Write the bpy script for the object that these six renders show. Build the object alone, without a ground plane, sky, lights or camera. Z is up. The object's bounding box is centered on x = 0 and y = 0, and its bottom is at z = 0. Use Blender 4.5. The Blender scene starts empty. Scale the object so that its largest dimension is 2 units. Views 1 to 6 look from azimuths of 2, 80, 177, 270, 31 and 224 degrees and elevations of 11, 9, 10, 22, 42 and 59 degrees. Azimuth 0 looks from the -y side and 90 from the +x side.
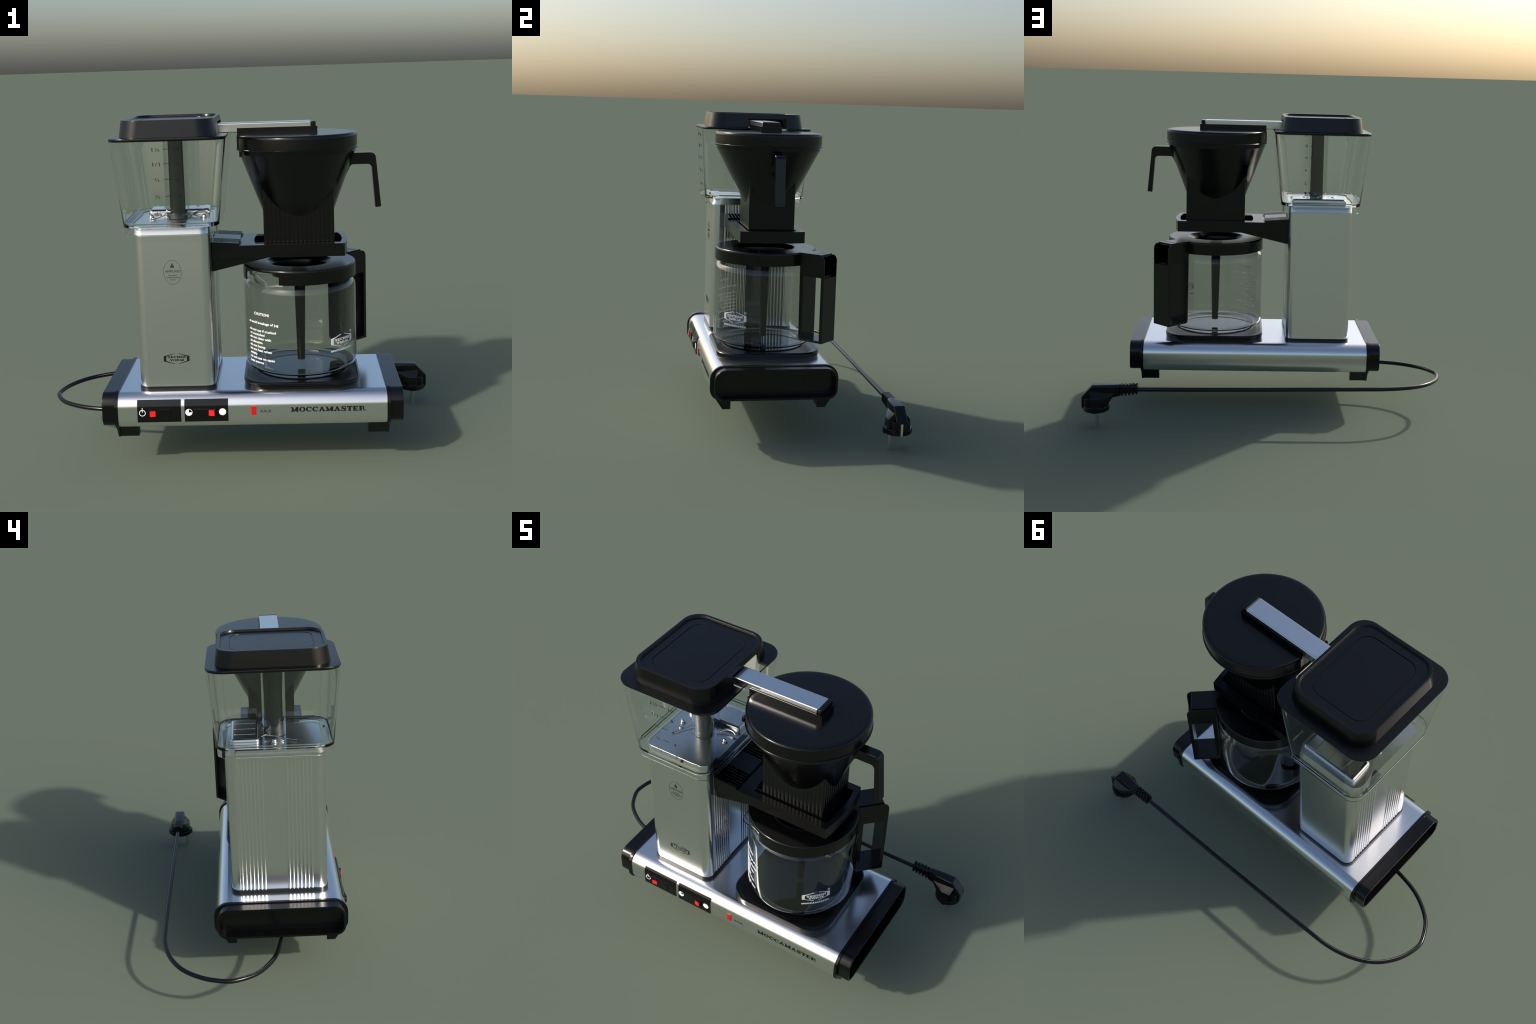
# Drip coffee maker: brushed steel base and tower, glass tank, funnel basket, glass jug, power cord.
import bpy, bmesh, math
from math import sin, cos, pi, radians, sqrt
from mathutils import Vector

YC = -0.163                      # the machine is symmetric about this y plane
SCN = bpy.context.scene.collection

# ------------------------------------------------------------------ materials
def new_mat(name, color, rough=0.4, metallic=0.0, spec=0.5, trans=0.0, ior=1.45,
            grain=0.0, grain_scale=(60, 60, 60), bump=0.0, coat=0.0, var=0.0):
    m = bpy.data.materials.new(name)
    m.use_nodes = True
    nt = m.node_tree
    b = nt.nodes["Principled BSDF"]
    b.inputs["Base Color"].default_value = (*color, 1)
    b.inputs["Roughness"].default_value = rough
    b.inputs["Metallic"].default_value = metallic
    b.inputs["IOR"].default_value = ior
    b.inputs["Specular IOR Level"].default_value = spec
    b.inputs["Transmission Weight"].default_value = trans
    b.inputs["Coat Weight"].default_value = coat
    if grain or bump or var:
        tc = nt.nodes.new("ShaderNodeTexCoord")
        mp = nt.nodes.new("ShaderNodeMapping")
        mp.inputs["Scale"].default_value = grain_scale
        nz = nt.nodes.new("ShaderNodeTexNoise")
        nz.inputs["Scale"].default_value = 1.0
        nz.inputs["Detail"].default_value = 4.0
        nt.links.new(tc.outputs["Object"], mp.inputs["Vector"])
        nt.links.new(mp.outputs["Vector"], nz.inputs["Vector"])
        if grain:
            mr = nt.nodes.new("ShaderNodeMapRange")
            mr.inputs["To Min"].default_value = rough - grain
            mr.inputs["To Max"].default_value = rough + grain
            nt.links.new(nz.outputs["Fac"], mr.inputs["Value"])
            nt.links.new(mr.outputs["Result"], b.inputs["Roughness"])
        if var:
            cr = nt.nodes.new("ShaderNodeValToRGB")
            cr.color_ramp.elements[0].position = 0.3
            cr.color_ramp.elements[1].position = 0.7
            cr.color_ramp.elements[0].color = (*[c * (1 - var) for c in color], 1)
            cr.color_ramp.elements[1].color = (*[min(1, c * (1 + var)) for c in color], 1)
            nt.links.new(nz.outputs["Fac"], cr.inputs["Fac"])
            nt.links.new(cr.outputs["Color"], b.inputs["Base Color"])
        if bump:
            bp = nt.nodes.new("ShaderNodeBump")
            bp.inputs["Strength"].default_value = bump
            bp.inputs["Distance"].default_value = 0.001
            nt.links.new(nz.outputs["Fac"], bp.inputs["Height"])
            nt.links.new(bp.outputs["Normal"], b.inputs["Normal"])
    return m

STEEL = new_mat("brushed_steel", (0.88, 0.88, 0.87), 0.22, 1.0, grain=0.006, grain_scale=(3, 250, 250))
STEEL_T = new_mat("tower_steel", (0.88, 0.88, 0.87), 0.24, 1.0, grain=0.006, grain_scale=(250, 250, 3))
CHROME = new_mat("polished_steel", (0.85, 0.85, 0.85), 0.18, 1.0, grain=0.02, grain_scale=(40, 40, 40))
BLACK = new_mat("black_plastic", (0.0018, 0.0018, 0.0018), 0.20, grain=0.03, grain_scale=(90, 90, 90), var=0.1)
LIDB = new_mat("matt_black_plastic", (0.0022, 0.0022, 0.0024), 0.25, grain=0.02, grain_scale=(120, 120, 120), var=0.1)
BLACKM = new_mat("satin_black_plastic", (0.0018, 0.0018, 0.0019), 0.21, grain=0.03, grain_scale=(120, 120, 120), var=0.1)
GLOSSB = new_mat("glossy_black_plastic", (0.003, 0.003, 0.0032), 0.16, grain=0.02, grain_scale=(80, 80, 80))
ENAMEL = new_mat("black_enamel", (0.003, 0.003, 0.0035), 0.22, grain=0.02, grain_scale=(50, 50, 50))
RUBBER = new_mat("cable_rubber", (0.004, 0.004, 0.0045), 0.22, grain=0.03, grain_scale=(60, 60, 60))
GASKET = new_mat("dark_gasket", (0.006, 0.006, 0.006), 0.25)
TANKG = new_mat("clear_tank_plastic", (0.97, 0.985, 0.975), 0.0, trans=1.0, ior=1.45)
JUGG = new_mat("jug_glass", (0.815, 0.825, 0.81), 0.0, trans=1.0, ior=1.45)
TUBEG = new_mat("grey_riser_plastic", (0.036, 0.042, 0.036), 0.25)
RED = new_mat("red_lamp_plastic", (1.0, 0.018, 0.018), 0.35)
RED2 = new_mat("red_button_plastic", (0.58, 0.008, 0.008), 0.3)
WHITE = new_mat("white_print", (1.0, 0.99, 0.97), 0.6, spec=0.2)
WHITEJ = new_mat("white_jug_print", (0.85, 0.86, 0.85), 0.6, spec=0.2)
PRINT = new_mat("black_print", (0.008, 0.008, 0.008), 0.45, spec=0.3)

# ------------------------------------------------------------------ mesh helpers
def link(name, me, mat, parent=None, smooth=35, bevel=0.0, seg=2):
    me.name = name
    ob = bpy.data.objects.new(name, me)
    SCN.objects.link(ob)
    if mat is not None:
        me.materials.clear()
        me.materials.append(mat)
    if bevel:
        bv = ob.modifiers.new("bevel", "BEVEL")
        bv.width = bevel; bv.segments = seg; bv.limit_method = 'ANGLE'
        bv.angle_limit = radians(32); bv.harden_normals = False
        apply_mods(ob)
    if smooth is not None:
        shade(ob.data, smooth)
        weight_normals(ob)
    if parent is not None:
        ob.parent = parent
    return ob

def weight_normals(ob):
    """large faces keep flat shading, only the small rounding faces bend"""
    wn = ob.modifiers.new("wn", "WEIGHTED_NORMAL")
    wn.keep_sharp = True; wn.weight = 100; wn.mode = 'FACE_AREA'
    apply_mods(ob)

def apply_mods(ob):
    dg = bpy.context.evaluated_depsgraph_get()
    dg.update()
    ev = ob.evaluated_get(dg)
    me = bpy.data.meshes.new_from_object(ev)
    old = ob.data
    ob.modifiers.clear()
    nm = old.name
    ob.data = me
    bpy.data.meshes.remove(old)
    me.name = nm

def shade(me, angle):
    bm = bmesh.new(); bm.from_mesh(me)
    a = radians(angle)
    for f in bm.faces: f.smooth = True
    for e in bm.edges:
        e.smooth = not (len(e.link_faces) == 2 and e.calc_face_angle(0) > a)
    bm.to_mesh(me); bm.free()

def boolean(ob, cutters, op='DIFFERENCE', smooth=35):
    for c in cutters:
        md = ob.modifiers.new("cut", "BOOLEAN")
        md.operation = op; md.solver = 'EXACT'; md.object = c
    apply_mods(ob)
    for c in cutters:
        bpy.data.objects.remove(c)
    if smooth is not None:
        shade(ob.data, smooth); weight_normals(ob)

def mesh(verts, faces):
    me = bpy.data.meshes.new("m")
    me.from_pydata([tuple(v) for v in verts], [], faces)
    bm = bmesh.new(); bm.from_mesh(me)
    bmesh.ops.remove_doubles(bm, verts=bm.verts, dist=1e-6)
    bmesh.ops.recalc_face_normals(bm, faces=bm.faces)
    bm.to_mesh(me); bm.free()
    return me

def join_meshes(parts):
    """merge (verts, faces) lists into one mesh"""
    V, F = [], []
    for v, f in parts:
        o = len(V); V += [tuple(p) for p in v]; F += [[i + o for i in q] for q in f]
    me = bpy.data.meshes.new("m"); me.from_pydata(V, [], F)
    bm = bmesh.new(); bm.from_mesh(me)
    bmesh.ops.recalc_face_normals(bm, faces=bm.faces)
    bm.to_mesh(me); bm.free()
    return me

def box_vf(x0, x1, y0, y1, z0, z1):
    v = [(x, y, z) for x in (x0, x1) for y in (y0, y1) for z in (z0, z1)]
    f = [[0, 1, 3, 2], [4, 6, 7, 5], [0, 4, 5, 1], [2, 3, 7, 6], [0, 2, 6, 4], [1, 5, 7, 3]]
    return v, f

def box(*a): return mesh(*box_vf(*a))

def loft_vf(loops, cap0=True, cap1=True, closed=True, ring=False):
    n = len(loops[0]); V = [p for l in loops for p in l]; F = []
    m = len(loops)
    for i in range(m if ring else m - 1):
        a, b = i * n, ((i + 1) % m) * n
        for j in range(n if closed else n - 1):
            k = (j + 1) % n
            F.append([a + j, a + k, b + k, b + j])
    if cap0 and not ring: F.append(list(range(n - 1, -1, -1)))
    if cap1 and not ring: F.append([(m - 1) * n + j for j in range(n)])
    return V, F

def loft(*a, **k): return mesh(*loft_vf(*a, **k))

def rrect(cx, cy, hx, hy, r, n=8):
    """rounded rectangle outline, counter-clockwise"""
    pts = []
    rs = r if isinstance(r, (tuple, list)) else (r,) * 4      # (+,+) (-,+) (-,-) (+,-)
    for q, (sx, sy) in enumerate(((1, 1), (-1, 1), (-1, -1), (1, -1))):
        rr = rs[q]
        for i in range(n + 1):
            a = (q + i / n) * pi / 2
            pts.append((cx + sx * (hx - rr) + rr * cos(a), cy + sy * (hy - rr) + rr * sin(a)))
    return pts

def at_z(pts, z): return [(x, y, z) for x, y in pts]
def at_x(pts, x): return [(x, y, z) for y, z in pts]
def at_y(pts, y): return [(x, y, z) for x, z in pts]

def lathe_vf(profile, cx, cy, n=96, a0=0.0, a1=360.0, close_profile=True):
    """revolve (r,z) profile; angles in degrees, 0 = -y, 90 = +x"""
    full = abs(a1 - a0 - 360) < 1e-6
    loops = []
    for i in range(n if full else n + 1):
        a = radians(a0 + (a1 - a0) * i / n)
        loops.append([(cx + r * sin(a), cy - r * cos(a), z) for r, z in profile])
    return loft_vf(loops, closed=close_profile, ring=full)

def lathe(*a, **k): return mesh(*lathe_vf(*a, **k))

def cyl_vf(cx, cy, r, z0, z1, n=32):
    c = [(cx + r * cos(2 * pi * i / n), cy + r * sin(2 * pi * i / n)) for i in range(n)]
    return loft_vf([at_z(c, z0), at_z(c, z1)])

def arc(cx, cz, r, d0, d1, n=6):
    return [(cx + r * cos(radians(d0 + (d1 - d0) * i / n)), cz + r * sin(radians(d0 + (d1 - d0) * i / n))) for i in range(n + 1)]

def catmull(pts, per=10):
    P = [Vector(p) for p in pts]
    P = [P[0] * 2 - P[1]] + P + [P[-1] * 2 - P[-2]]
    out = []
    for i in range(1, len(P) - 2):
        p0, p1, p2, p3 = P[i - 1], P[i], P[i + 1], P[i + 2]
        for k in range(per):
            t = k / per
            out.append(0.5 * ((2 * p1) + (p2 - p0) * t + (2 * p0 - 5 * p1 + 4 * p2 - p3) * t * t + (3 * p1 - p0 - 3 * p2 + p3) * t ** 3))
    out.append(P[-2])
    return out

def tube_vf(path, r, n=16):
    loops = []
    for i, p in enumerate(path):
        t = (path[min(i + 1, len(path) - 1)] - path[max(i - 1, 0)]).normalized()
        up = Vector((0, 0, 1)) if abs(t.z) < 0.95 else Vector((1, 0, 0))
        s = t.cross(up).normalized(); u = s.cross(t)
        loops.append([tuple(p + s * (r * cos(2 * pi * k / n)) + u * (r * sin(2 * pi * k / n))) for k in range(n)])
    return loft_vf(loops)

def hull(points):
    bm = bmesh.new()
    for p in points: bm.verts.new(p)
    r = bmesh.ops.convex_hull(bm, input=bm.verts)
    junk = [g for g in r["geom_interior"] + r["geom_unused"] if isinstance(g, bmesh.types.BMVert)]
    bmesh.ops.delete(bm, geom=list(set(junk)), context='VERTS')
    bmesh.ops.dissolve_limit(bm, angle_limit=radians(1), verts=bm.verts, edges=bm.edges)
    bmesh.ops.recalc_face_normals(bm, faces=bm.faces)
    me = bpy.data.meshes.new("m"); bm.to_mesh(me); bm.free()
    return me

# ------------------------------------------------------------------ lettering
def text_flat(body, x0, x1, zb, cap, bold=0.0):
    """sans text as (u, v, h) solids: left x0, right x1, baseline zb, capital height cap; h in 0..1"""
    cu = bpy.data.curves.new("t", 'FONT')
    cu.body = body; cu.size = 1.0; cu.extrude = 0.5; cu.offset = bold; cu.resolution_u = 3
    ob = bpy.data.objects.new("t", cu); SCN.objects.link(ob)
    dg = bpy.context.evaluated_depsgraph_get(); dg.update()
    me = bpy.data.meshes.new_from_object(ob.evaluated_get(dg))
    V = [v.co.copy() for v in me.vertices]; F = [list(p.vertices) for p in me.polygons]
    bpy.data.objects.remove(ob); bpy.data.curves.remove(cu); bpy.data.meshes.remove(me)
    a, b = min(v.x for v in V), max(v.x for v in V)
    s = (x1 - x0) / (b - a)
    k = cap / CAPH
    return [(x0 + (v.x - a) * s, zb + v.y * k, v.z + 0.5) for v in V], F

CAPH = 0.73

def ribbon(pts, w):
    """mitred ribbon polygon strip along 2D points"""
    out = []
    for i, p in enumerate(pts):
        a = Vector(pts[max(i - 1, 0)]); b = Vector(pts[min(i + 1, len(pts) - 1)])
        t = (b - a).normalized(); nrm = Vector((-t.y, t.x))
        ww = w[i] if isinstance(w, (list, tuple)) else w
        out.append((Vector(p) + nrm * ww / 2, Vector(p) - nrm * ww / 2))
    return [[out[i][0], out[i][1], out[i + 1][1], out[i + 1][0]] for i in range(len(out) - 1)]

def rect(x0, x1, y0, y1): return [[(x0, y0), (x1, y0), (x1, y1), (x0, y1)]]

def ring(cx, cy, rx, ry, tx, ty, d0=0, d1=360, n=20):
    q = []
    for i in range(n):
        a, b = radians(d0 + (d1 - d0) * i / n), radians(d0 + (d1 - d0) * (i + 1) / n)
        q.append([(cx + rx * cos(a), cy + ry * sin(a)), (cx + rx * cos(b), cy + ry * sin(b)),
                  (cx + (rx - tx) * cos(b), cy + (ry - ty) * sin(b)), (cx + (rx - tx) * cos(a), cy + (ry - ty) * sin(a))])
    return q

def slab_letter(c):
    """slab-serif capital: (advance, list of strokes); stems thick, hairlines thin, height 1"""
    T, h, s = 0.41, 0.22, 0.175
    def stem(x, y0=0, y1=1): return rect(x - T / 2, x + T / 2, y0, y1)
    def foot(x, y, w=0.5): return rect(x - w / 2, x + w / 2, y, y + s)
    if c == 'I': return 0.62, [stem(.31), foot(.31, 0, .54), foot(.31, 1 - s, .54)]
    if c == 'T': return 1.1, [stem(.55), foot(.55, 0, .56), rect(.05, 1.05, 1 - s, 1), rect(.05, .17, .62, 1), rect(.93, 1.05, .62, 1)]
    if c == 'E': return 1.08, [stem(.30), rect(.05, 1.0, 0, s), rect(.05, .97, 1 - s, 1), rect(.3, .75, .45, .56), rect(.88, 1.0, 0, .36), rect(.85, .97, .64, 1), rect(.66, .75, .34, .67)]
    if c == 'H': return 1.3, [stem(.30), stem(1.0), rect(.3, 1.0, .45, .57), foot(.30, 0), foot(.30, 1 - s), foot(1.0, 0), foot(1.0, 1 - s)]
    if c == 'N': return 1.25, [rect(.2, .2 + h, 0, 1), rect(.95, .95 + h, 0, 1), ribbon([(.26, .93), (.98, .05)], .3), foot(.26, 0, .44), rect(.02, .4, 1 - s, 1), foot(1.0, 1 - s, .44)]
    if c == 'M': return 1.5, [rect(.2, .2 + h, 0, 1), stem(1.2), ribbon([(.26, .95), (.70, .06)], .26), ribbon([(.70, .06), (1.12, .95)], h), foot(.26, 0, .46), rect(.02, .4, 1 - s, 1), foot(1.2, 0, .5), rect(1.1, 1.46, 1 - s, 1)]
    if c == 'V': return 1.2, [ribbon([(.25, 1), (.62, 0.03)], .29), ribbon([(.62, .03), (.95, 1)], h), foot(.25, 1 - s, .5), foot(.95, 1 - s, .44)]
    if c == 'A': return 1.25, [ribbon([(.25, 0), (.60, .97)], h), ribbon([(.60, .97), (.97, 0)], .29), rect(.35, .85, .27, .37), foot(.25, 0, .44), foot(.98, 0, .5)]
    if c == 'O': return 1.2, [ring(.6, .5, .58, .52, .33, .14, n=28)]
    if c == 'C': return 1.15, [ring(.6, .5, .57, .52, .33, .14, 35, 322, 26), rect(.96, 1.10, .60, .98)]
    if c == 'S':
        p = [(.88, .70), (.80, .88), (.55, .95), (.27, .90), (.20, .74), (.32, .60), (.60, .49), (.85, .37), (.88, .22), (.72, .07), (.47, .05), (.24, .13), (.15, .30)]
        w = [.15, .15, .16, .22, .28, .31, .32, .31, .28, .22, .16, .15, .15]
        return 1.05, [ribbon(p, w), rect(.84, .95, .62, 1), rect(.08, .19, 0, .38)]
    if c == 'R': return 1.28, [stem(.30), foot(.30, 0, .5), rect(.05, .72, 1 - s, 1), ring(.68, .74, .34, .26, .25, .11, -90, 90, 12), rect(.3, .68, .48, .59), ribbon([(.66, .54), (.86, .40), (.93, .1), (1.02, .05)], [.1, .24, .24, .1]), rect(.95, 1.24, 0, s)]
    return 0.6, []

def text_slab(body, x0, x1, zb, cap):
    adv, items = 0.0, []
    for c in body:
        w, st = slab_letter(c); items.append((adv, st)); adv += w + 0.03
    adv -= 0.03
    k = (x1 - x0) / adv
    V, F = [], []
    for off, strokes in items:
        for si, quads in enumerate(strokes):
            h = 1.0 - si * 0.035               # every stroke a hair lower: no coplanar faces
            for q in quads:
                o = len(V)
                P = [(x0 + (off + p[0]) * k, zb + p[1] * cap) for p in q]
                V += [(a, b, 0.0) for a, b in P] + [(a, b, h) for a, b in P]
                F += [[o + i for i in g] for g in ([3, 2, 1, 0], [4, 5, 6, 7], [0, 1, 5, 4], [1, 2, 6, 5], [2, 3, 7, 6], [3, 0, 4, 7])]
    return V, F

def polys_solid(polys):
    """flat convex quads -> (u,v,h) solids, each a hair lower than the one before"""
    V, F = [], []
    for i, q in enumerate(polys):
        n, o = len(q), len(V)
        h = 1.0
        V += [(p[0], p[1], 0.0) for p in q] + [(p[0], p[1], h) for p in q]
        F += [list(range(o + n - 1, o - 1, -1)), list(range(o + n, o + 2 * n))]
        F += [[o + j, o + (j + 1) % n, o + n + (j + 1) % n, o + n + j] for j in range(n)]
    return V, F

def on_front(vf, y, t, lift=0.0):          # printed on a plane facing -y, u = x, v = z
    return [(u, y - lift - (h - 0.5) * t * 2, v) for u, v, h in vf[0]], vf[1]

def on_slope(vf, y0, z0, dydz, t):         # plane facing -y that leans outward with height
    return [(u, y0 + (v - z0) * dydz - (h - 0.5) * t * 2, v) for u, v, h in vf[0]], vf[1]

def on_cyl(vf, cx, cy, r, t):              # u = angle in degrees (0 = -y, 90 = +x), v = z
    V = []
    for u, v, h in vf[0]:
        a = radians(u); rr = r + (h - 0.5) * t * 2
        V.append((cx + rr * sin(a), cy - rr * cos(a), v))
    return V, vf[1]

def merge_vf(*vfs):
    V, F = [], []
    for v, f in vfs:
        o = len(V); V += list(v); F += [[i + o for i in q] for q in f]
    return V, F

def print_obj(name, vf, mat, parent):
    me = bpy.data.meshes.new(name); me.from_pydata([tuple(v) for v in vf[0]], [], vf[1])
    bm = bmesh.new(); bm.from_mesh(me); bmesh.ops.recalc_face_normals(bm, faces=bm.faces); bm.to_mesh(me); bm.free()
    return link(name, me, mat, parent, smooth=None)

# ================================================================== the thing
root = bpy.data.objects.new("coffee_maker", None)
SCN.objects.link(root)
root.location = (0.0645, YC, 0.1625)
root["label"] = "steel drip coffee maker with glass jug and black funnel"
root["category"] = "coffee maker"
bpy.context.view_layer.update()

def under_root(ob):
    ob.parent = root
    ob.matrix_parent_inverse = root.matrix_world.inverted()
    return ob

# ------------------------------------------------------------------ base
ZB0, ZB1 = 0.217, 0.385
def base_outline(grow=0.0, n=10):
    zc, hz = (ZB0 + ZB1) / 2, (ZB1 - ZB0) / 2
    return rrect(YC, zc, 0.330 + grow, hz + grow, (0.066 + grow, 0.066 + grow, 0.052 + grow, 0.052 + grow), n)

XL, XR = -0.5695, 0.6975
base = under_root(link("base", loft([at_x(base_outline(), XL), at_x(base_outline(), XR)]), STEEL, smooth=40))

def end_cap(x_in, side):
    s = side
    fl = base_outline(0.007)
    rim_o = rrect(YC, 0.3045, 0.3205, 0.0815, (0.060, 0.060, 0.050, 0.050), 10)
    rim_i = rrect(YC, 0.3045, 0.3095, 0.0705, (0.050, 0.050, 0.040, 0.040), 10)
    loops = [at_x(base_outline(-0.01), x_in + s * 0.002), at_x(fl, x_in + s * 0.0), at_x(fl, x_in + s * 0.0145), at_x(rim_o, x_in + s * 0.0155),
             at_x(rim_o, x_in + s * 0.074), at_x(rrect(YC, 0.3045, 0.319, 0.080, (0.0585, 0.0585, 0.0485, 0.0485), 10), x_in + s * 0.076),
             at_x(rim_i, x_in + s * 0.0755), at_x(rrect(YC, 0.3045, 0.306, 0.067, (0.047, 0.047, 0.037, 0.037), 10), x_in + s * 0.018)]
    return link("end_cap", loft(loops), BLACKM, base, smooth=40)

end_cap(XR, 1)
end_cap(XL, -1)

def foot(x_out, s, front):
    """wedge foot under a base corner; s = +1 right end, -1 left end"""
    f = -1 if front else 1
    prof = [(YC + f * d, z) for d, z in ((0.334, 0.262), (0.325, 0.245), (0.2705, 0.1625), (0.2285, 0.1625), (0.2285, 0.204), (0.219, 0.2165), (0.219, 0.24))]
    prof2 = [(YC + f * d, z) for d, z in ((0.312, 0.230), (0.300, 0.225), (0.2655, 0.163), (0.2305, 0.163), (0.2305, 0.205), (0.221, 0.2170), (0.221, 0.235))]
    parts = [loft_vf([at_x(prof, x_out - s * 0.0015), at_x(prof, x_out - s * 0.0135)]),
             loft_vf([at_x(prof2, x_out - s * 0.013), at_x(prof2, x_out - s * 0.100)])]
    me = join_meshes(parts)
    return link("foot", me, BLACKM, base, smooth=30)

for s, xo in ((1, 0.7115), (-1, -0.5835)):
    for fr in (True, False):
        foot(xo, s, fr)

# switch panels follow the curved front of the base
YF = YC - 0.330
def front_curve(z, lift):
    """y of the base front surface at height z"""
    zt, r = ZB1 - 0.066, 0.066
    if z > zt:
        return YC - (0.330 - r) - sqrt(max((r + lift) ** 2 - (z - zt) ** 2, 0))
    return YF - lift

def panel(x0, x1):
    zs = [0.2547 + (0.360 - 0.2547) * i / 16 for i in range(17)]
    prof = [(front_curve(z, 0.0035), z) for z in zs] + [(front_curve(z, -0.004), z) for z in reversed(zs)]
    return link("switch_panel", loft([at_x(prof, x0), at_x(prof, x1)]), GLOSSB, base, smooth=25, bevel=0.0008, seg=1)

pan1 = panel(-0.4765, -0.2700)
pan2 = panel(-0.2532, -0.0475)

def rocker(x0, x1, high_left, pan):
    yp = YF - 0.0035
    ha, hb = (0.0125, 0.004) if high_left else (0.004, 0.0125)
    ym = yp - 0.0045
    xm = (x0 + x1) / 2
    prof = [(x0, yp + 0.004), (x0, yp - ha), (xm, ym), (x1, yp - hb), (x1, yp + 0.004)]
    r = link("rocker_switch", loft([[(x, y, 0.2815) for x, y in prof], [(x, y, 0.3190) for x, y in prof]]), GLOSSB, pan, smooth=20, bevel=0.0026)
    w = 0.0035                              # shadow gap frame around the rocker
    fr = [box_vf(x0 - w, x1 + w, yp - 0.0011, yp + 0.001, 0.3200, 0.3235), box_vf(x0 - w, x1 + w, yp - 0.0011, yp + 0.001, 0.2775, 0.2805),
          box_vf(x0 - w, x0 - 0.0008, yp - 0.0010, yp + 0.001, 0.2806, 0.3199), box_vf(x1 + 0.0008, x1 + w, yp - 0.0010, yp + 0.001, 0.2806, 0.3199)]
    link("switch_frame", join_meshes(fr), GASKET, pan, smooth=None)
    def top(x):
        return yp - ha + (x - x0) / (xm - x0) * (ym - (yp - ha)) if x < xm else ym + (x - xm) / (x1 - xm) * ((yp - hb) - ym)
    xa, xb = (x0 + 0.007, x0 + 0.0335) if high_left else (x1 - 0.034, x1 - 0.0075)
    zc = 0.2988
    o = rrect((xa + xb) / 2, zc, (xb - xa) / 2, 0.0137, 0.003, 4)
    lo = [[(x, top(x) + 0.001, z) for x, z in o], [(x, top(x) - 0.0012, z) for x, z in o]]
    link("switch_lamp", loft(lo), RED, pan, smooth=30)

rocker(-0.4225, -0.3205, True, pan1)
rocker(-0.2058, -0.1043, False, pan2)

# panel symbols
yp = YF - 0.0035
sym = merge_vf(polys_solid(ring(-0.4524, 0.3008, 0.0156, 0.0156, 0.0031, 0.0031, n=40)),
               polys_solid(rect(-0.4539, -0.4509, 0.3035, 0.3265)))
sym = ([(u, v, h * (1.0 if i < 40 * 8 else 1.25)) for i, (u, v, h) in enumerate(sym[0])], sym[1])
print_obj("power_symbol", on_front(sym, yp, 0.0006), WHITE, pan1)
pie = polys_solid([[(-0.2326, 0.3008)] + [(-0.2326 + 0.0168 * cos(radians(d)), 0.3008 + 0.0168 * sin(radians(d))) for d in range(90, 361, 9)]])
ringq = polys_solid(ring(-0.2326, 0.3008, 0.0168, 0.0168, 0.0025, 0.0025, 0, 90, 12))
print_obj("quarter_symbol", on_front(merge_vf(pie, ringq), yp, 0.0006), WHITE, pan2)
dot = polys_solid([[(-0.0742 + 0.0168 * cos(radians(d)), 0.3008 + 0.0168 * sin(radians(d))) for d in range(0, 360, 9)]])
print_obj("full_symbol", on_front(dot, yp, 0.0006), WHITE, pan2)

link("descale_button", box(0.0606, 0.0842, YF - 0.0045, YF + 0.004, 0.2822, 0.3246), RED2, base, smooth=30, bevel=0.0015)
print_obj("base_caption", on_front(text_flat("KALK", 0.1053, 0.1555, 0.2925, 0.0145), YF, 0.0006), PRINT, base)
print_obj("base_lettering", on_front(text_slab("MOCCAMASTER", 0.2457, 0.5962, 0.2932, 0.0228), YF, 0.0007), PRINT, base)

# hotplate
HX = 0.303
HP = [(0.276, 0.378, .120), (0.277, 0.398, .121), (0.274, 0.3985, .118), (0.274, 0.4005, .118), (0.2785, 0.401, .122), (0.2795, 0.412, .123), (0.276, 0.4165, .120), (0.270, 0.4185, .115), (0.264, 0.4182, .110), (0.258, 0.4163, .106), (0.252, 0.4158, .101)]
link("hotplate", loft([at_z(rrect(HX, YC, h, h, r, 14), z) for h, z, r in HP]), ENAMEL, base, smooth=40)

# ------------------------------------------------------------------ tower
TX0, TX1, TY0, TY1, TR = -0.4712, -0.1090, -0.4085, 0.0815, 0.046
RIB_P, RIB_H = 0.0193, 0.0026
RIB_GROUPS = (-0.3385, -0.0985)            # first y of the two flute groups, seven flutes each

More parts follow.
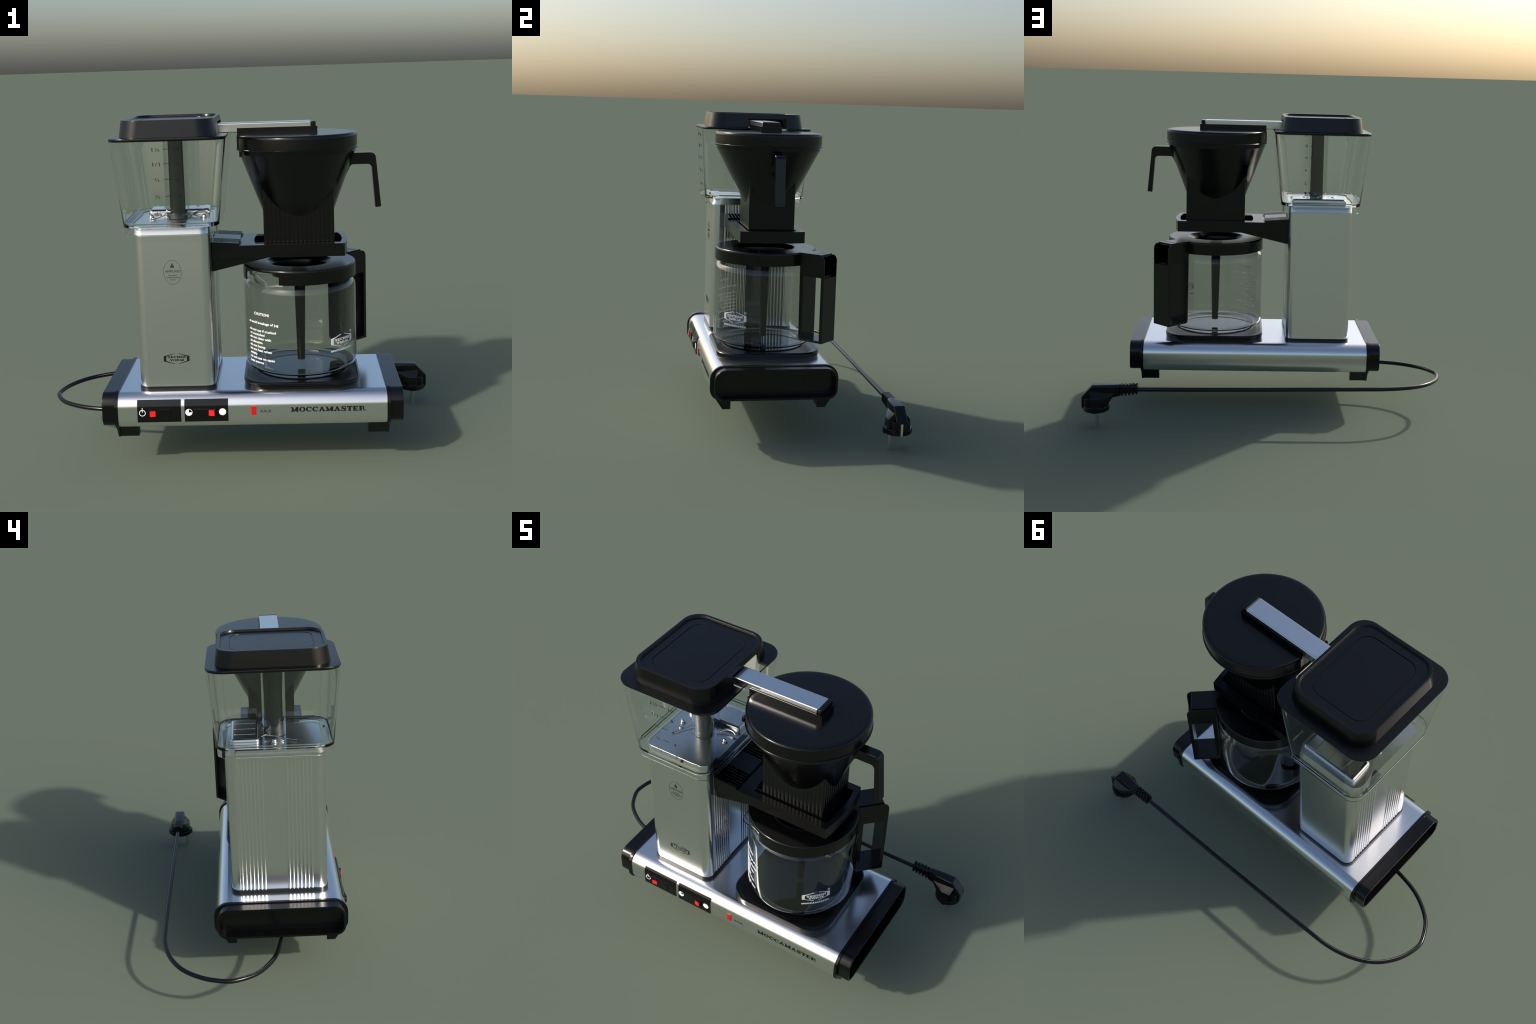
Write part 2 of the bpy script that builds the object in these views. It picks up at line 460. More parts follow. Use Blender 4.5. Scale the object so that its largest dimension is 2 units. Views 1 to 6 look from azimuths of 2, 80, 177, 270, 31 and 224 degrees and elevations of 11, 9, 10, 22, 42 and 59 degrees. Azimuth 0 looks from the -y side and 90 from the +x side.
def tower_outline(fluted=True, grow=0.0, rib=1.0):
    x0, x1, y0, y1, r = TX0 - grow * 0.12, TX1 + grow * 0.12, TY0 - grow, TY1 + grow, TR
    def side(x, s, ys):
        out = []
        for g in ys:
            for k in range(7):
                a = g + k * RIB_P
                seq = [(0, 0), (.10, .0), (.20, .45), (.32, .85), (.46, 1), (.60, .85), (.72, .45), (.82, .0)]
                out += [(x + s * RIB_H * rib * (h - 1), a + t * RIB_P) for t, h in seq]
        return out
    P = []
    fl = lambda x, s: side(x, s, RIB_GROUPS) if fluted else []
    n = 10
    P += fl(x1, 1)
    P += [(x1 - r + r * cos(a), y1 - r + r * sin(a)) for a in [i / n * pi / 2 for i in range(n + 1)]]
    P += [(x0 + r + r * cos(a), y1 - r + r * sin(a)) for a in [pi / 2 + i / n * pi / 2 for i in range(n + 1)]]
    P += list(reversed(fl(x0, -1)))
    P += [(x0 + r + r * cos(a), y0 + r + r * sin(a)) for a in [pi + i / n * pi / 2 for i in range(n + 1)]]
    P += [(x1 - r + r * cos(a), y0 + r + r * sin(a)) for a in [1.5 * pi + i / n * pi / 2 for i in range(n + 1)]]
    return P

ZT0, ZT1 = 0.4015, 1.176
tower = under_root(link("tower", loft([at_z(tower_outline(), ZT0), at_z(tower_outline(), 1.1335), at_z(tower_outline(rib=0, grow=-0.001), 1.1350),
        at_z(tower_outline(rib=0, grow=-0.0140), ZT1)]), STEEL_T, smooth=30))
gx, gy = (TX0 + TX1) / 2, (TY0 + TY1) / 2
link("tower_gasket", loft([at_z(rrect(gx, gy, (TX1 - TX0) / 2 + 0.003, (TY1 - TY0) / 2 + 0.003, TR + 0.003, 10), 0.379),
                           at_z(rrect(gx, gy, (TX1 - TX0) / 2 + 0.003, (TY1 - TY0) / 2 + 0.003, TR + 0.003, 10), 0.4012)]), GASKET, tower)

# prints on the tower front
YT = TY0
oval = polys_solid(ring(-0.2897, 0.9562, 0.0420, 0.0586, 0.0012, 0.0012, n=64))
c0, zc0 = -0.2900, 0.9870                 # bean-shaped drop with a slit
drop = [[(c0 + r * sin(a) * k - 0.0012, zc0 - 0.004 - r * cos(a)) for a in [pi * i / 14 for i in range(15)]] for r, k in ((0.0072, -1),)]
drop2 = [[(c0 + r * sin(a) * k + 0.0012, zc0 - 0.004 - r * cos(a)) for a in [pi * i / 14 for i in range(15)]] for r, k in ((0.0072, 1),)]
tip = [[(c0 - 0.0062, zc0 + 0.0010), (c0 - 0.0012, zc0 + 0.0032), (c0 - 0.0012, zc0 + 0.0160)], [(c0 + 0.0012, zc0 + 0.0035), (c0 + 0.0064, zc0 + 0.0012), (c0 - 0.0004, zc0 + 0.0120)]]
art = merge_vf(oval, polys_solid(drop), polys_solid(drop2))
tips = polys_solid(tip); tips = ([(u, v, h * 1.1) for u, v, h in tips[0]], tips[1])
words = merge_vf(text_flat("APPROVED", -0.3242, -0.2521, 0.9553, 0.0115),
                 text_flat("European", -0.3082, -0.2690, 0.9390, 0.0075), text_flat("Coffee Brewing", -0.3190, -0.2580, 0.9283, 0.0075),
                 text_flat("Centre", -0.3020, -0.2755, 0.9180, 0.0075))
print_obj("approval_mark", on_front(merge_vf(art, tips, words), YT, 0.0005), PRINT, tower)

def hexagon_logo(xc, zc, hw, hh, du=1.0):
    """two open brackets that together make a flat hexagon; du scales u"""
    q = []
    for s in (-1, 1):
        xo, xi = xc + s * hw * du, xc + s * hw * 0.80 * du
        q.append([(xo, zc - hh * .48), (xi, zc - hh * .42), (xi, zc + hh * .42), (xo, zc + hh * .48)])
        for v in (-1, 1):
            q.append([(xo, zc + v * hh * .48), (xi, zc + v * hh * .42), (xc + s * hw * .16 * du, zc + v * hh * .93), (xc + s * hw * .16 * du, zc + v * hh)])
    return polys_solid(q)

logo = merge_vf(hexagon_logo(-0.2895, 0.5376, 0.0612, 0.0262), text_slab("TECHNI", -0.3325, -0.2460, 0.5405, 0.0098), text_slab("VORM", -0.3222, -0.2545, 0.5255, 0.0098))
print_obj("maker_mark", on_front(logo, YT, 0.0005), PRINT, tower)

# ------------------------------------------------------------------ water tank
KX, KY = -0.2880, YC
def tank_loop(z, off=0.0, r=0.084):
    t = (z - 1.187) / (1.577 - 1.187)
    hx = 0.2255 + t * (0.2685 - 0.2255)
    hy = 0.2895 + t * (0.3155 - 0.2895)
    return at_z(rrect(KX, KY, hx + off, hy + off, r + off, 10), z)

W = 0.0065
hx0 = (TX1 - TX0) / 2 + 0.0020
outer = [1.187, 1.32, 1.45, 1.576]
inner_in = at_z(rrect(gx, gy, hx0, (TY1 - TY0) / 2 - 0.010, TR, 10), 1.1738)
inner_up = at_z(rrect(gx, gy, hx0, (TY1 - TY0) / 2 - 0.010, TR, 10), 1.1855)
def skirt(z, off): return at_z(rrect(KX, KY, 0.2165 + off, 0.2810 + off, 0.064 + off, 10), z)
loops = [skirt(1.135, 0), skirt(1.1715, 0.0005), tank_loop(1.1735, 0.0005)] + [tank_loop(z) for z in outer] + \
        [tank_loop(z, -W) for z in (1.576, 1.45, 1.32)] + [tank_loop(1.1925, -W, 0.080), tank_loop(1.1865, -W - 0.006, 0.078), inner_up, inner_in, skirt(1.1722, -W), skirt(1.1352, -W)]
tank = under_root(link("water_tank", loft(loops, ring=True), TANKG, smooth=40))
dydz = -(0.3155 - 0.2895) / 0.39
marks = []
for z, fr, f0, f1, nm, n0, n1 in ((1.5344, "1¼", -.3488, -.3134, "10", -.2487, -.2234), (1.4682, "1/1", -.3485, -.3162, "8", -.2418, -.2279),
                                  (1.3977, "¾", -.3434, -.3214, "6", -.2420, -.2280), (1.3204, "½", -.3428, -.3227, "4", -.2404, -.2269), (1.2408, "¼", -.3411, -.3191, "2", -.2395, -.2269)):
    marks.append(polys_solid(rect(-0.3000, -0.2683, z - 0.0012, z + 0.0012)))
    marks.append(text_flat(fr, f0, f1, z - 0.0105, 0.0185))
    marks.append(text_flat(nm, n0, n1, z - 0.0100, 0.0182))
print_obj("tank_scale", on_slope(merge_vf(*marks), KY - 0.2895 - 0.0005, 1.187, dydz, 0.0003), PRINT, tank)

# riser tube, float housing and fittings inside the tank
RX, RY = -0.2785, -0.1645
zf = ZT1 + 0.0015
link("riser_tube", loft([[(RX + r * cos(2 * pi * i / 40), RY + r * sin(2 * pi * i / 40), z) for i in range(40)] for r, z in ((.047, zf), (.047, zf + .012), (.037, zf + .02), (.0355, 1.50), (.0355, 1.60))]), TUBEG, tank, smooth=40)
rp = [(.0585, zf + .001), (.0590, 1.565), (.0530, 1.565), (.0525, zf + .001)]
link("riser_sleeve", lathe(rp, RX, RY, 56), TANKG, tank, smooth=40)

BX0, BX1, BY0, BY1 = -0.4330, -0.1290, -0.0880, 0.0530
bl = [(0, zf, .016), (0, 1.192, .016), (-.0015, 1.1975, .015), (-.005, 1.2025, .013), (-.010, 1.2055, .010), (-.015, 1.2062, .007)]
bcx, bcy, bhx, bhy = (BX0 + BX1) / 2, (BY0 + BY1) / 2, (BX1 - BX0) / 2, (BY1 - BY0) / 2
hb = link("float_housing", loft([at_z(rrect(bcx, bcy, bhx + o, bhy + o, r, 5), z) for o, z, r in bl]), CHROME, tank, smooth=40)
cut = []
for xs in (-0.3600, -0.2780, -0.1960):
    cut.append(loft_vf([at_z(rrect(xs, bcy, 0.006, 0.052, 0.0055, 5), 1.2025), at_z(rrect(xs, bcy, 0.006, 0.052, 0.0055, 5), 1.22)]))
boolean(hb, [link("cutter", join_meshes(cut), None, smooth=None)])

def screw(x, y):
    n = 20
    prof = [(0.0165, zf), (0.0165, zf + .003), (0.012, zf + .0035), (0.0115, zf + .010), (0.009, zf + .0145), (0.005, zf + .0165), (0.0005, zf + .017)]
    return link("dome_screw", loft([[(x + r * cos(2 * pi * i / n), y + r * sin(2 * pi * i / n), z) for i in range(n)] for r, z in prof]), CHROME, tank, smooth=45)
screw(-0.4100, -0.1600); screw(-0.1550, -0.1740)
path = catmull([(-0.405, -0.270, zf + .006), (-0.375, -0.215, zf + .006), (-0.350, -0.165, zf + .010), (-0.345, -0.120, zf + .016), (-0.365, -0.100, zf + .016)], 8)
link("spring_clip", join_meshes([tube_vf(path, 0.0022, 10)]), CHROME, tank, smooth=60)
path = catmull([(-0.21, -0.135, zf + .008), (-0.185, -0.115, zf + .018), (-0.150, -0.110, zf + .020), (-0.128, -0.118, zf + .012)], 8)
link("spring_clip", join_meshes([tube_vf(path, 0.006, 12)]), CHROME, tank, smooth=60)
link("valve_ring", lathe([(.012, zf + .0005), (.012, zf + .006), (.007, zf + .006), (.007, zf + .0005)], -0.395, -0.198, 24), CHROME, tank)
link("level_foot", box(-0.2395, -0.2265, -0.4200, -0.4100, 1.1775, 1.192), GASKET, tank)

# ------------------------------------------------------------------ tank lid
def LR(hx, hy, r, z, dx=0.0): return at_z(rrect(KX + dx, KY, hx, hy, r, 10), z)
lid_loops = [LR(.200, .246, .070, 1.632), LR(.204, .251, .072, 1.626), LR(.216, .266, .078, 1.5690),
             LR(.2630, .3120, .084, 1.5690), LR(.2685, .3170, .088, 1.5720), LR(.2700, .3185, .089, 1.5780), LR(.2680, .3165, .088, 1.5830),
             LR(.2265, .2740, .090, 1.5840), LR(.2160, .2615, .088, 1.6600), LR(.2150, .2605, .087, 1.6618),
             LR(.2137, .2592, .086, 1.6622), LR(.2020, .2475, .076, 1.6622), LR(.2005, .2460, .075, 1.6612), LR(.1975, .2430, .073, 1.6522), LR(.1955, .2410, .072, 1.6512),
             LR(.1555, .2025, .060, 1.6512), LR(.1545, .2015, .060, 1.6480), LR(.1520, .1990, .059, 1.6480), LR(.1510, .1980, .058, 1.6498), LR(.1490, .1960, .057, 1.6502)]
tank_lid = under_root(link("tank_lid", loft(lid_loops), LIDB, smooth=40))
boolean(tank_lid, [link("cutter", box(-0.115, 0.05, -0.2205, 0.0015, 1.55, 1.6355), None, smooth=None)], smooth=40)

# ------------------------------------------------------------------ outlet arm
AY0, AY1 = -0.2138, -0.1150
arm = under_root(link("outlet_arm", box(-0.270, 0.3735, AY0, AY1, 1.5810, 1.6270), STEEL, smooth=35, bevel=0.006, seg=3))
link("arm_end_cap", box(0.3738, 0.3950, AY0 + 0.0006, AY1 - 0.0006, 1.5860, 1.6264), BLACK, arm, smooth=35, bevel=0.005, seg=3)

# ------------------------------------------------------------------ filter basket
FX = 0.3050
def ell(rx, ry, z, n=96, cx=FX):
    return [(cx + rx * cos(2 * pi * i / n), YC + ry * sin(2 * pi * i / n), z) for i in range(n)]
cone = [(.160, .1165, 1.170), (.168, .1245, 1.192)]
for i in range(1, 9):
    t = i / 8
    cone.append((.168 + t * (.2735 - .168), .1245 + t * (.2735 - .1245), 1.192 + t * (1.474 - 1.192)))
cone += [(.2765, .2765, 1.4775), (.2785, .2785, 1.482), (.2795, .2795, 1.5000)]
basket = under_root(link("filter_basket", loft([ell(rx, ry, z) for rx, ry, z in cone]), BLACK, smooth=40))

def ribbed_rect(x0, x1, y0, y1, nx, ny, d):
    """rectangle whose four sides carry shallow square ribs"""
    P = []
    def side(a, b, n, off):
        L = sqrt((b[0] - a[0]) ** 2 + (b[1] - a[1]) ** 2)
        out = []
        for k in range(n):
            for t, h in ((.02, 0), (.16, 0), (.30, .8), (.42, 1), (.76, 1), (.88, .8)):
                f = (k + t) / n
                out.append((a[0] + (b[0] - a[0]) * f + off[0] * h * d, a[1] + (b[1] - a[1]) * f + off[1] * h * d))
        return out
    P += side((x0, y0), (x1, y0), nx, (0, -1)); P += side((x1, y0), (x1, y1), ny, (1, 0))
    P += side((x1, y1), (x0, y1), nx, (0, 1)); P += side((x0, y1), (x0, y0), ny, (-1, 0))
    return P
spout_box = ribbed_rect(FX - .1660, FX + .1660, YC - .1215, YC + .1215, 16, 12, 0.0013)
link("basket_sleeve", loft([at_z(spout_box, 1.035), at_z(spout_box, 1.345)]), BLACK, basket, smooth=30)

# lid of the basket, with arm saddle
def disc(r, z): return ell(r, r, z, 96)
lid = link("basket_lid", loft([disc(.2780, 1.4985), disc(.2900, 1.4990), disc(.2912, 1.5015), disc(.2912, 1.5050), disc(.2895, 1.5068), disc(.2868, 1.5075), disc(.2868, 1.5560),
                               disc(.2860, 1.5620), disc(.2835, 1.5672), disc(.2790, 1.5708), disc(.2725, 1.5724), disc(.2600, 1.5728), disc(.2580, 1.5727)]), BLACKM, basket, smooth=40)
SY0, SY1 = -0.2228, -0.1114
sad = link("arm_saddle", box(0.0235, 0.4024, SY0, SY1, 1.5650, 1.6035), BLACK, lid, smooth=30, bevel=0.0012, seg=2)
boolean(sad, [link("cutter", box(0.0, 0.3965, AY0 - 0.0025, AY1 + 0.0025, 1.5790, 1.62), None, smooth=None)], smooth=30)
link("lid_clip", join_meshes([box_vf(0.0218, 0.0300, SY0 - 0.012, SY1 + 0.012, 1.5050, 1.5700), box_vf(0.0350, 0.0480, -0.3050, -0.2850, 1.474, 1.499)]), BLACK, lid, smooth=30, bevel=0.001)

hd = [(0.545, 1.4690), (0.6560, 1.4690)] + arc(0.6540, 1.4440, 0.0245, 80, 10, 6) + [(0.7020, 1.2095), (0.6750, 1.2060)] + \
     [(0.6600, 1.3930)] + arc(0.6385, 1.3930, 0.0215, 10, 90, 6) + [(0.5660, 1.4145), (0.5560, 1.4070), (0.520, 1.33), (0.50, 1.36)]
link("basket_handle", loft([at_y(hd, -0.1890), at_y(hd, -0.1375)]), BLACK, basket, smooth=30, bevel=0.0012, seg=1)

# ------------------------------------------------------------------ basket holder
prof = [(-0.1080, 1.0005), (0.560, 1.0005), (0.560, 1.0612), (0.0205, 1.0612), (0.0205, 1.0722), (-0.1080, 1.0812)]
holder = link("basket_holder", loft([at_y(prof, -0.3360), at_y(prof, 0.0090)]), BLACKM, smooth=30)
bul = [(0.5170 + 0.0196 * (1 - ((y - YC) / 0.1725) ** 2), y) for y in [YC - 0.1725 + 0.345 * i / 24 for i in range(25)]]
plan = [(-0.2, -0.3355), (0.5172, -0.3355)] + bul[1:-1] + [(0.5172, 0.0085), (-0.2, 0.0085)]
boolean(holder, [link("cutter", loft([at_z(plan, 0.9), at_z(plan, 1.2)]), None, smooth=None)], 'INTERSECT', smooth=30)
hy0, hy1 = YC - 0.1315, YC + 0.1315
er = [(0.4985 + 0.0130 * (1 - ((y - YC) / 0.1315) ** 2), y) for y in [hy0 + (hy1 - hy0) * i / 20 for i in range(21)]]
el = [(0.0985 - 0.0110 * (1 - ((y - YC) / 0.1315) ** 2), y) for y in [hy1 - (hy1 - hy0) * i / 20 for i in range(21)]]
well = er + el
slots = []
for g, n in ((-0.3195, 6), (-0.0945, 6)):
    for k in range(n):
        y = g + k * 0.0178
        sl = 0.0
        slots.append(loft_vf([[(x, yy, z - 0.022 * (zz < 0)) for x, yy, z, zz in ((-0.1040, y, 1.078, -1), (0.0290, y, 1.070, -1), (0.0290, y + 0.0115, 1.070, -1), (-0.1040, y + 0.0115, 1.078, -1))],
                              [(x, yy, 1.10) for x, yy in ((-0.1040, y), (0.0290, y), (0.0290, y + 0.0115), (-0.1040, y + 0.0115))]]))
boolean(holder, [link("cutter", loft([at_z(well, 1.0120), at_z(well, 1.10)]), None, smooth=None), link("cutter", join_meshes(slots), None, smooth=None)], smooth=30)
under_root(holder)
link("holder_rail", join_meshes([box_vf(0.090, 0.137, -0.2760, -0.2680, 1.05, 1.0605), box_vf(0.090, 0.137, -0.0580, -0.0500, 1.05, 1.0605)]), BLACKM, holder, smooth=30)
wedge = [(-0.1080, 0.9360), (0.1650, 0.9995), (0.1650, 1.0040), (-0.1080, 1.0040)]
link("holder_wedge", loft([at_y(wedge, YC - 0.1540), at_y(wedge, YC + 0.1540)]), BLACKM, holder, smooth=30)
link("drip_outlet", loft([[(HX + r * cos(2 * pi * i / 32), YC + r * sin(2 * pi * i / 32), z) for i in range(32)] for r, z in ((.035, .975), (.04, .985), (.04, 1.002))]), BLACK, holder)

# ------------------------------------------------------------------ jug
JX, JY = 0.3030, YC
def J(r, a, z): return (JX + r * sin(radians(a)), JY - r * cos(radians(a)), z)
gw = 0.0045
o_prof = [(0.190, 0.4172), (0.205, 0.4172), (0.213, 0.4168), (0.2185, 0.4180), (0.2210, 0.4225), (0.2235, 0.4310), (0.228, 0.4355), (0.236, 0.4370), (0.247, 0.4390), (0.259, 0.4445), (0.2675, 0.4540), (0.2722, 0.4660), (0.2738, 0.4820)]
o_prof += [(0.2735, 0.4800 + i * 0.06) for i in range(1, 6)]
o_prof += [(0.2735, 0.8200), (0.2725, 0.8370), (0.2690, 0.8520), (0.2620, 0.8630), (0.2540, 0.8690), (0.2480, 0.8760), (0.2460, 0.8860), (0.2460, 0.9100), (0.2475, 0.9300)]
i_prof = []
for i in range(len(o_prof)):
    a = o_prof[max(i - 1, 0)]; b = o_prof[min(i + 1, len(o_prof) - 1)]
    dx, dz = b[0] - a[0], b[1] - a[1]; L = sqrt(dx * dx + dz * dz) or 1
    i_prof.append((o_prof[i][0] - dz / L * gw, o_prof[i][1] + dx / L * gw))
SPA = -45.0
def spout_push(a, z):
    """outward pull of the rim into a pouring lip at the spout angle"""
    d = abs((a - SPA + 180) % 360 - 180)
    w = math.exp(-(d / 13.0) ** 2)
    k = min(max((z - 0.868) / 0.055, 0), 1)
    return 0.058 * w * k ** 0.8
loops = []
NJ = 144
full = [(0.001, 0.4174), (0.120, 0.4173)] + o_prof + list(reversed(i_prof)) + [(0.120, 0.4217), (0.001, 0.4217)]
for i in range(NJ):
    a = 360.0 * i / NJ
    loops.append([J(r + spout_push(a, z), a, z) for r, z in full])
V, F = loft_vf(loops, closed=False, ring=True)
nl = len(full)
F.append([i * nl for i in range(NJ)]); F.append([i * nl + nl - 1 for i in range(NJ)][::-1])
jug = under_root(link("jug", mesh(V, F), JUGG, smooth=60))

# prints on the jug
R = 0.2742
lines = [("CAUTION!", -53.4, -33.0, .7262, .0135), ("to avoid breakage of jug", -63.4, -22.8, .6835, .0125), ("-do not use if cracked", -63.6, -25.6, .6455, .0125),
         ("or scratched", -61.9, -39.3, .6258, .0125), ("-do not clean with", -63.6, -31.4, .6068, .0125), ("an abrasive", -62.4, -42.3, .5868, .0125), ("-do not bump", -63.7, -38.6, .5668, .0125),
         ("-do not heat when", -63.7, -30.8, .5475, .0125), ("empty", -62.3, -50.2, .5278, .0125), ("-do not use on open", -63.7, -27.7, .5082, .0125), ("heat source", -62.3, -41.0, .4885, .0125)]
print_obj("jug_warning_text", on_cyl(merge_vf(*[text_flat(t, a, b, z, c, 0.012) for t, a, b, z, c in lines]), JX, JY, R, 0.0007), WHITE, jug)
lg = merge_vf(hexagon_logo(46.0, 0.5985, 15.2, 0.0308), text_slab("TECHNI", 35.3, 56.8, 0.5985, 0.0118), text_slab("VORM", 37.7, 54.2, 0.5822, 0.0118),
              text_slab("MOCCAMASTER", 30.5, 61.2, 0.5490, 0.0085), polys_solid(ring(59.8, 0.6288, 1.3, 0.0062, 0.45, 0.0022, n=16)))
print_obj("jug_logo", on_cyl(lg, JX, JY, R, 0.0007), WHITEJ, jug)

# jug lid: disc with funnel hole, skirt open at the spout
ZL = 0.9520
lp = [(.2440, .9355), (.2735, .9370), (.2742, .9430), (.2725, .9490), (.2690, ZL), (.1620, ZL), (.1570, .9505), (.1500, .9440), (.1380, .9340), (.1330, .9270), (.1310, .8900), (.0280, .8840), (.0280, .8790), (.1350, .8850), (.1400, .9250), (.1600, .9400)]
jug_lid = link("jug_lid", lathe(lp, JX, JY, 120), BLACKM, jug, smooth=40)
sk = [(.2685, .8835), (.2738, .8835), (.2742, .8850), (.2742, .9415), (.2685, .9415)]
link("lid_skirt", lathe(sk, JX, JY, 100, -21.0, 291.0), BLACKM, jug_lid, smooth=40)
tp = [(.0245, .884), (.0270, .880), (.0268, .815), (.0185, .4520), (.0150, .4520), (.0200, .815), (.0200, .884)]
link("mixing_tube", lathe(tp, JX, JY, 40), BLACK, jug_lid, smooth=40)

# jug handle: hollow frame pointing diagonally back-right
HD = Vector((cos(radians(45)), sin(radians(45)), 0)); HN = Vector((sin(radians(45)), -cos(radians(45)), 0))
def H(s, t, z): 
    p = Vector((JX, JY, 0)) + HD * s + HN * t
    return (p.x, p.y, z)
S0, S1, HWD = 0.2755, 0.4210, 0.0630
side_out = [(S0, 0.4960), (S0 + 0.008, 0.4835), (S1, 0.4835), (S1, 0.9170)] + arc(S1 - 0.0300, 0.9170, 0.0300, 15, 90, 6) + [(0.262, 0.9475), (0.262, 0.8900), (S0 - 0.004, 0.8800)]
def prism(poly, t0, t1): return loft([[H(s, t0, z) for s, z in poly], [H(s, t1, z) for s, z in poly]])
jh = link("jug_handle", prism(side_out, -HWD, HWD), BLACKM, jug, smooth=30)
win = [(S0 + 0.0190, 0.4960), (S1 - 0.0170, 0.4960), (S1 - 0.0170, 0.8330), (S0 + 0.0190, 0.8330)]
pocket = [(S0 + 0.030, 0.8335 + 0.006), (0.46, 0.8335 + 0.006), (0.46, 0.99), (0.3980, 0.99), (0.3980, 0.9400), (0.3920, 0.9400), (S0 + 0.030, 0.9400)]
notch = [(S1 - 0.0160, 0.834), (0.46, 0.8270), (0.46, 0.842), (S1 - 0.0160, 0.842)]
boolean(jh, [link("cutter", prism(win, -0.1, 0.1), None, smooth=None), link("cutter", prism(pocket, -HWD + 0.0065, HWD - 0.0065), None, smooth=None),
             link("cutter", prism(notch, -HWD + 0.0065, HWD - 0.0065), None, smooth=None)], smooth=30)
link("lid_tongue", join_meshes([loft_vf([[H(s, -0.0520, z) for s, z in p], [H(s, 0.0520, z) for s, z in p]]) for p in
     ([(0.24, 0.9405), (0.3955, 0.9405), (0.3955, 0.9490), (0.3930, 0.9525), (0.24, 0.9525)],)] ), BLACKM, jug_lid, smooth=30)
for sg in (0.350, 0.366):
    link("tongue_groove", join_meshes([loft_vf([[H(s, -0.0500, z) for s, z in ((sg, .947), (sg + .0012, .947), (sg + .0012, .9530), (sg, .9530))], [H(s, 0.0500, z) for s, z in ((sg, .947), (sg + .0012, .947), (sg + .0012, .9530), (sg, .9530))]])]), BLACK, jug_lid, smooth=None)

# ------------------------------------------------------------------ power cord and plug
cp = [(-0.470, -0.168, 0.232), (-0.530, -0.166, 0.2080), (-0.590, -0.162, 0.2010), (-0.640, -0.156, 0.2005), (-0.755, -0.133, 0.2005), (-0.845, -0.094, 0.2010), (-0.928, -0.030, 0.2020), (-0.977, 0.055, 0.2040), (-0.9868, 0.120, 0.2055),
      (-0.956, 0.224, 0.2080), (-0.884, 0.322, 0.2110), (-0.780, 0.387, 0.2140), (-0.650, 0.4235, 0.2165), (-0.490, 0.432, 0.2160), (-0.160, 0.4365, 0.2125), (0.180, 0.4390, 0.2085), (0.450, 0.4393, 0.2055), (0.740, 0.4395, 0.2035)]
cord = under_root(link("power_cord", join_meshes([tube_vf(catmull(cp, 10), 0.0112, 18)]), RUBBER, smooth=60))

PX, PY = 0.9235, 0.4395
plug = link("plug", join_meshes([lathe_vf([(0.0001, .0885), (.0660, .0885), (.0715, .0930), (.0720, .0960), (.0720, .1150), (.0705, .1175), (.0001, .1175)], PX, PY, 56)]), GLOSSB, None, smooth=35)
under_root(plug)
core = []
for i in range(56):
    a = 2 * pi * i / 56
    core.append((PX + 0.0690 * cos(a), PY + max(-0.047, min(0.047, 0.0690 * sin(a)))))
link("plug_core", loft([at_z(core, 0.1165), at_z(core, 0.1560), at_z([(PX + (x - PX) * .96, PY + (y - PY) * .96) for x, y in core], 0.1600)]), GLOSSB, plug, smooth=35)
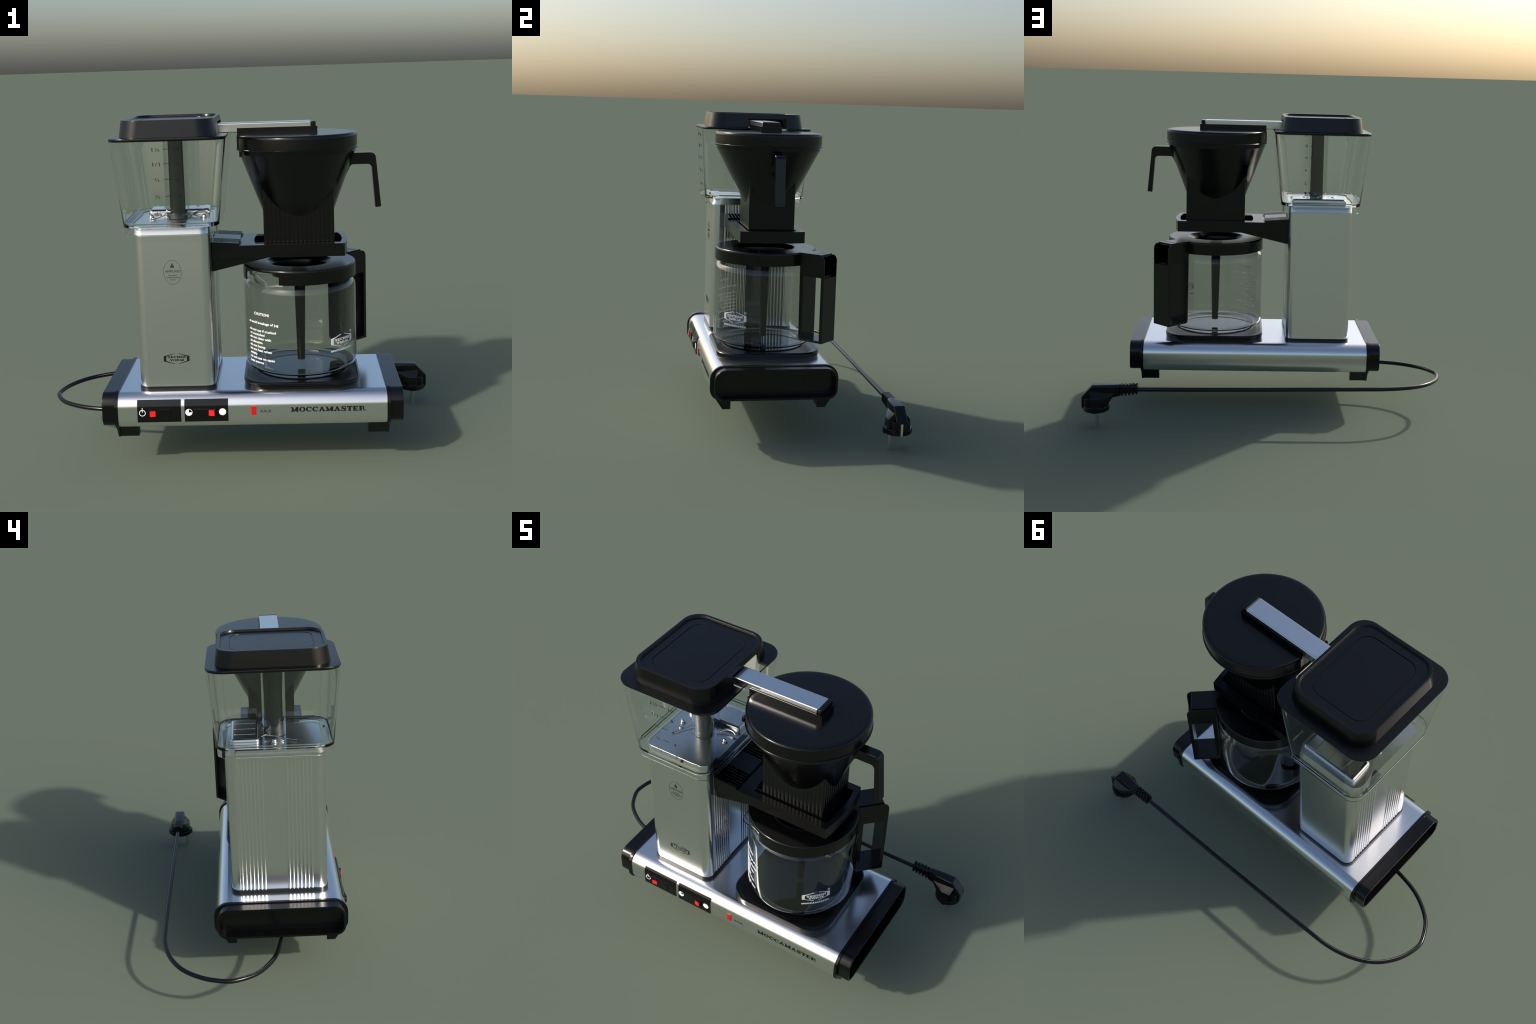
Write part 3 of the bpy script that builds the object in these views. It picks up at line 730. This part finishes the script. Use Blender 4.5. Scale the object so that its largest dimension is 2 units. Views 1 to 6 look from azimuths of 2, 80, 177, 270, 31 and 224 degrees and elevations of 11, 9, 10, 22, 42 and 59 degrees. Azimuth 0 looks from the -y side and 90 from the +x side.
# spine: wedge-topped body tapering back into the cord boot
def spine_loop(x, z0, z1, w, rr=0.012):
    rr = min(rr, (z1 - z0) / 2.05, w / 1.05)
    return at_x(rrect(PY, (z0 + z1) / 2, w, (z1 - z0) / 2, rr, 4), x)
sl = [spine_loop(0.9975, 0.1100, 0.1690, 0.0290, .006), spine_loop(0.9900, 0.0990, 0.1780, 0.0295, .007), spine_loop(0.9420, 0.0990, 0.2300, 0.0295, .008), spine_loop(0.9370, 0.0990, 0.2325, 0.0295, .009), spine_loop(0.8700, 0.0990, 0.2335, 0.0285, .011),
      spine_loop(0.8500, 0.1590, 0.2337, 0.0275, .012), spine_loop(0.8000, 0.1690, 0.2340, 0.0230, .013), spine_loop(0.7930, 0.1710, 0.2340, 0.0165, .012)]
link("plug_body", loft(sl), GLOSSB, plug, smooth=35)
ridge = []
for k in range(5):
    x = 0.7000 + k * 0.0196
    z0 = 0.1815 - k * 0.0022
    ridge.append(loft_vf([spine_loop(x, z0, 0.2345, 0.0225, .010), spine_loop(x + 0.0105, z0 - .001, 0.2345, 0.0228, .010)]))
ridge.append(loft_vf([spine_loop(0.7020, 0.188, 0.2280, 0.0150, .010), spine_loop(0.7980, 0.180, 0.2290, 0.0150, .010)]))
ridge.append(loft_vf([at_x(rrect(PY, 0.2295, 0.0075, 0.0050, .003, 3), 0.7025), at_x(rrect(PY, 0.2295, 0.0075, 0.0050, .003, 3), 0.7990)]))
link("plug_boot", join_meshes(ridge), GLOSSB, plug, smooth=35)
for sg in (-1, 1):
    pts = []
    for x, y, z in ((0.958, .026, .202), (0.812, .018, .196), (0.850, .027, .183), (0.948, .058, .163), (0.897, .058, .163), (0.948, .061, .112), (0.897, .061, .112), (0.962, .026, .110), (0.868, .026, .110), (0.868, .030, .170)):
        pts.append((x, PY + sg * y, z))
    link("plug_cheek", hull(pts), GLOSSB, plug, smooth=20, bevel=0.0015, seg=2)
    link("plug_key", join_meshes([box_vf(PX - 0.012, PX + 0.012, PY + sg * 0.066, PY + sg * 0.0745, .0895, .1170)]), GLOSSB, plug, smooth=30)
    pin = [(0.0001, 0.0), (0.0060, 0.0), (0.0088, 0.003), (0.0096, 0.008), (0.0096, 0.092), (0.0001, 0.092)]
    link("plug_pin", join_meshes([lathe_vf(pin, PX, PY + sg * 0.0400, 24)]), CHROME, plug, smooth=40)
link("earth_contact", box(0.9960, 0.9990, PY - 0.0060, PY + 0.0060, 0.0900, 0.1550), CHROME, plug)

# keep the hierarchy at thing > part > sub-part
for ob in list(SCN.objects):
    while ob.parent and ob.parent.parent and ob.parent.parent.parent:
        ob.parent = ob.parent.parent
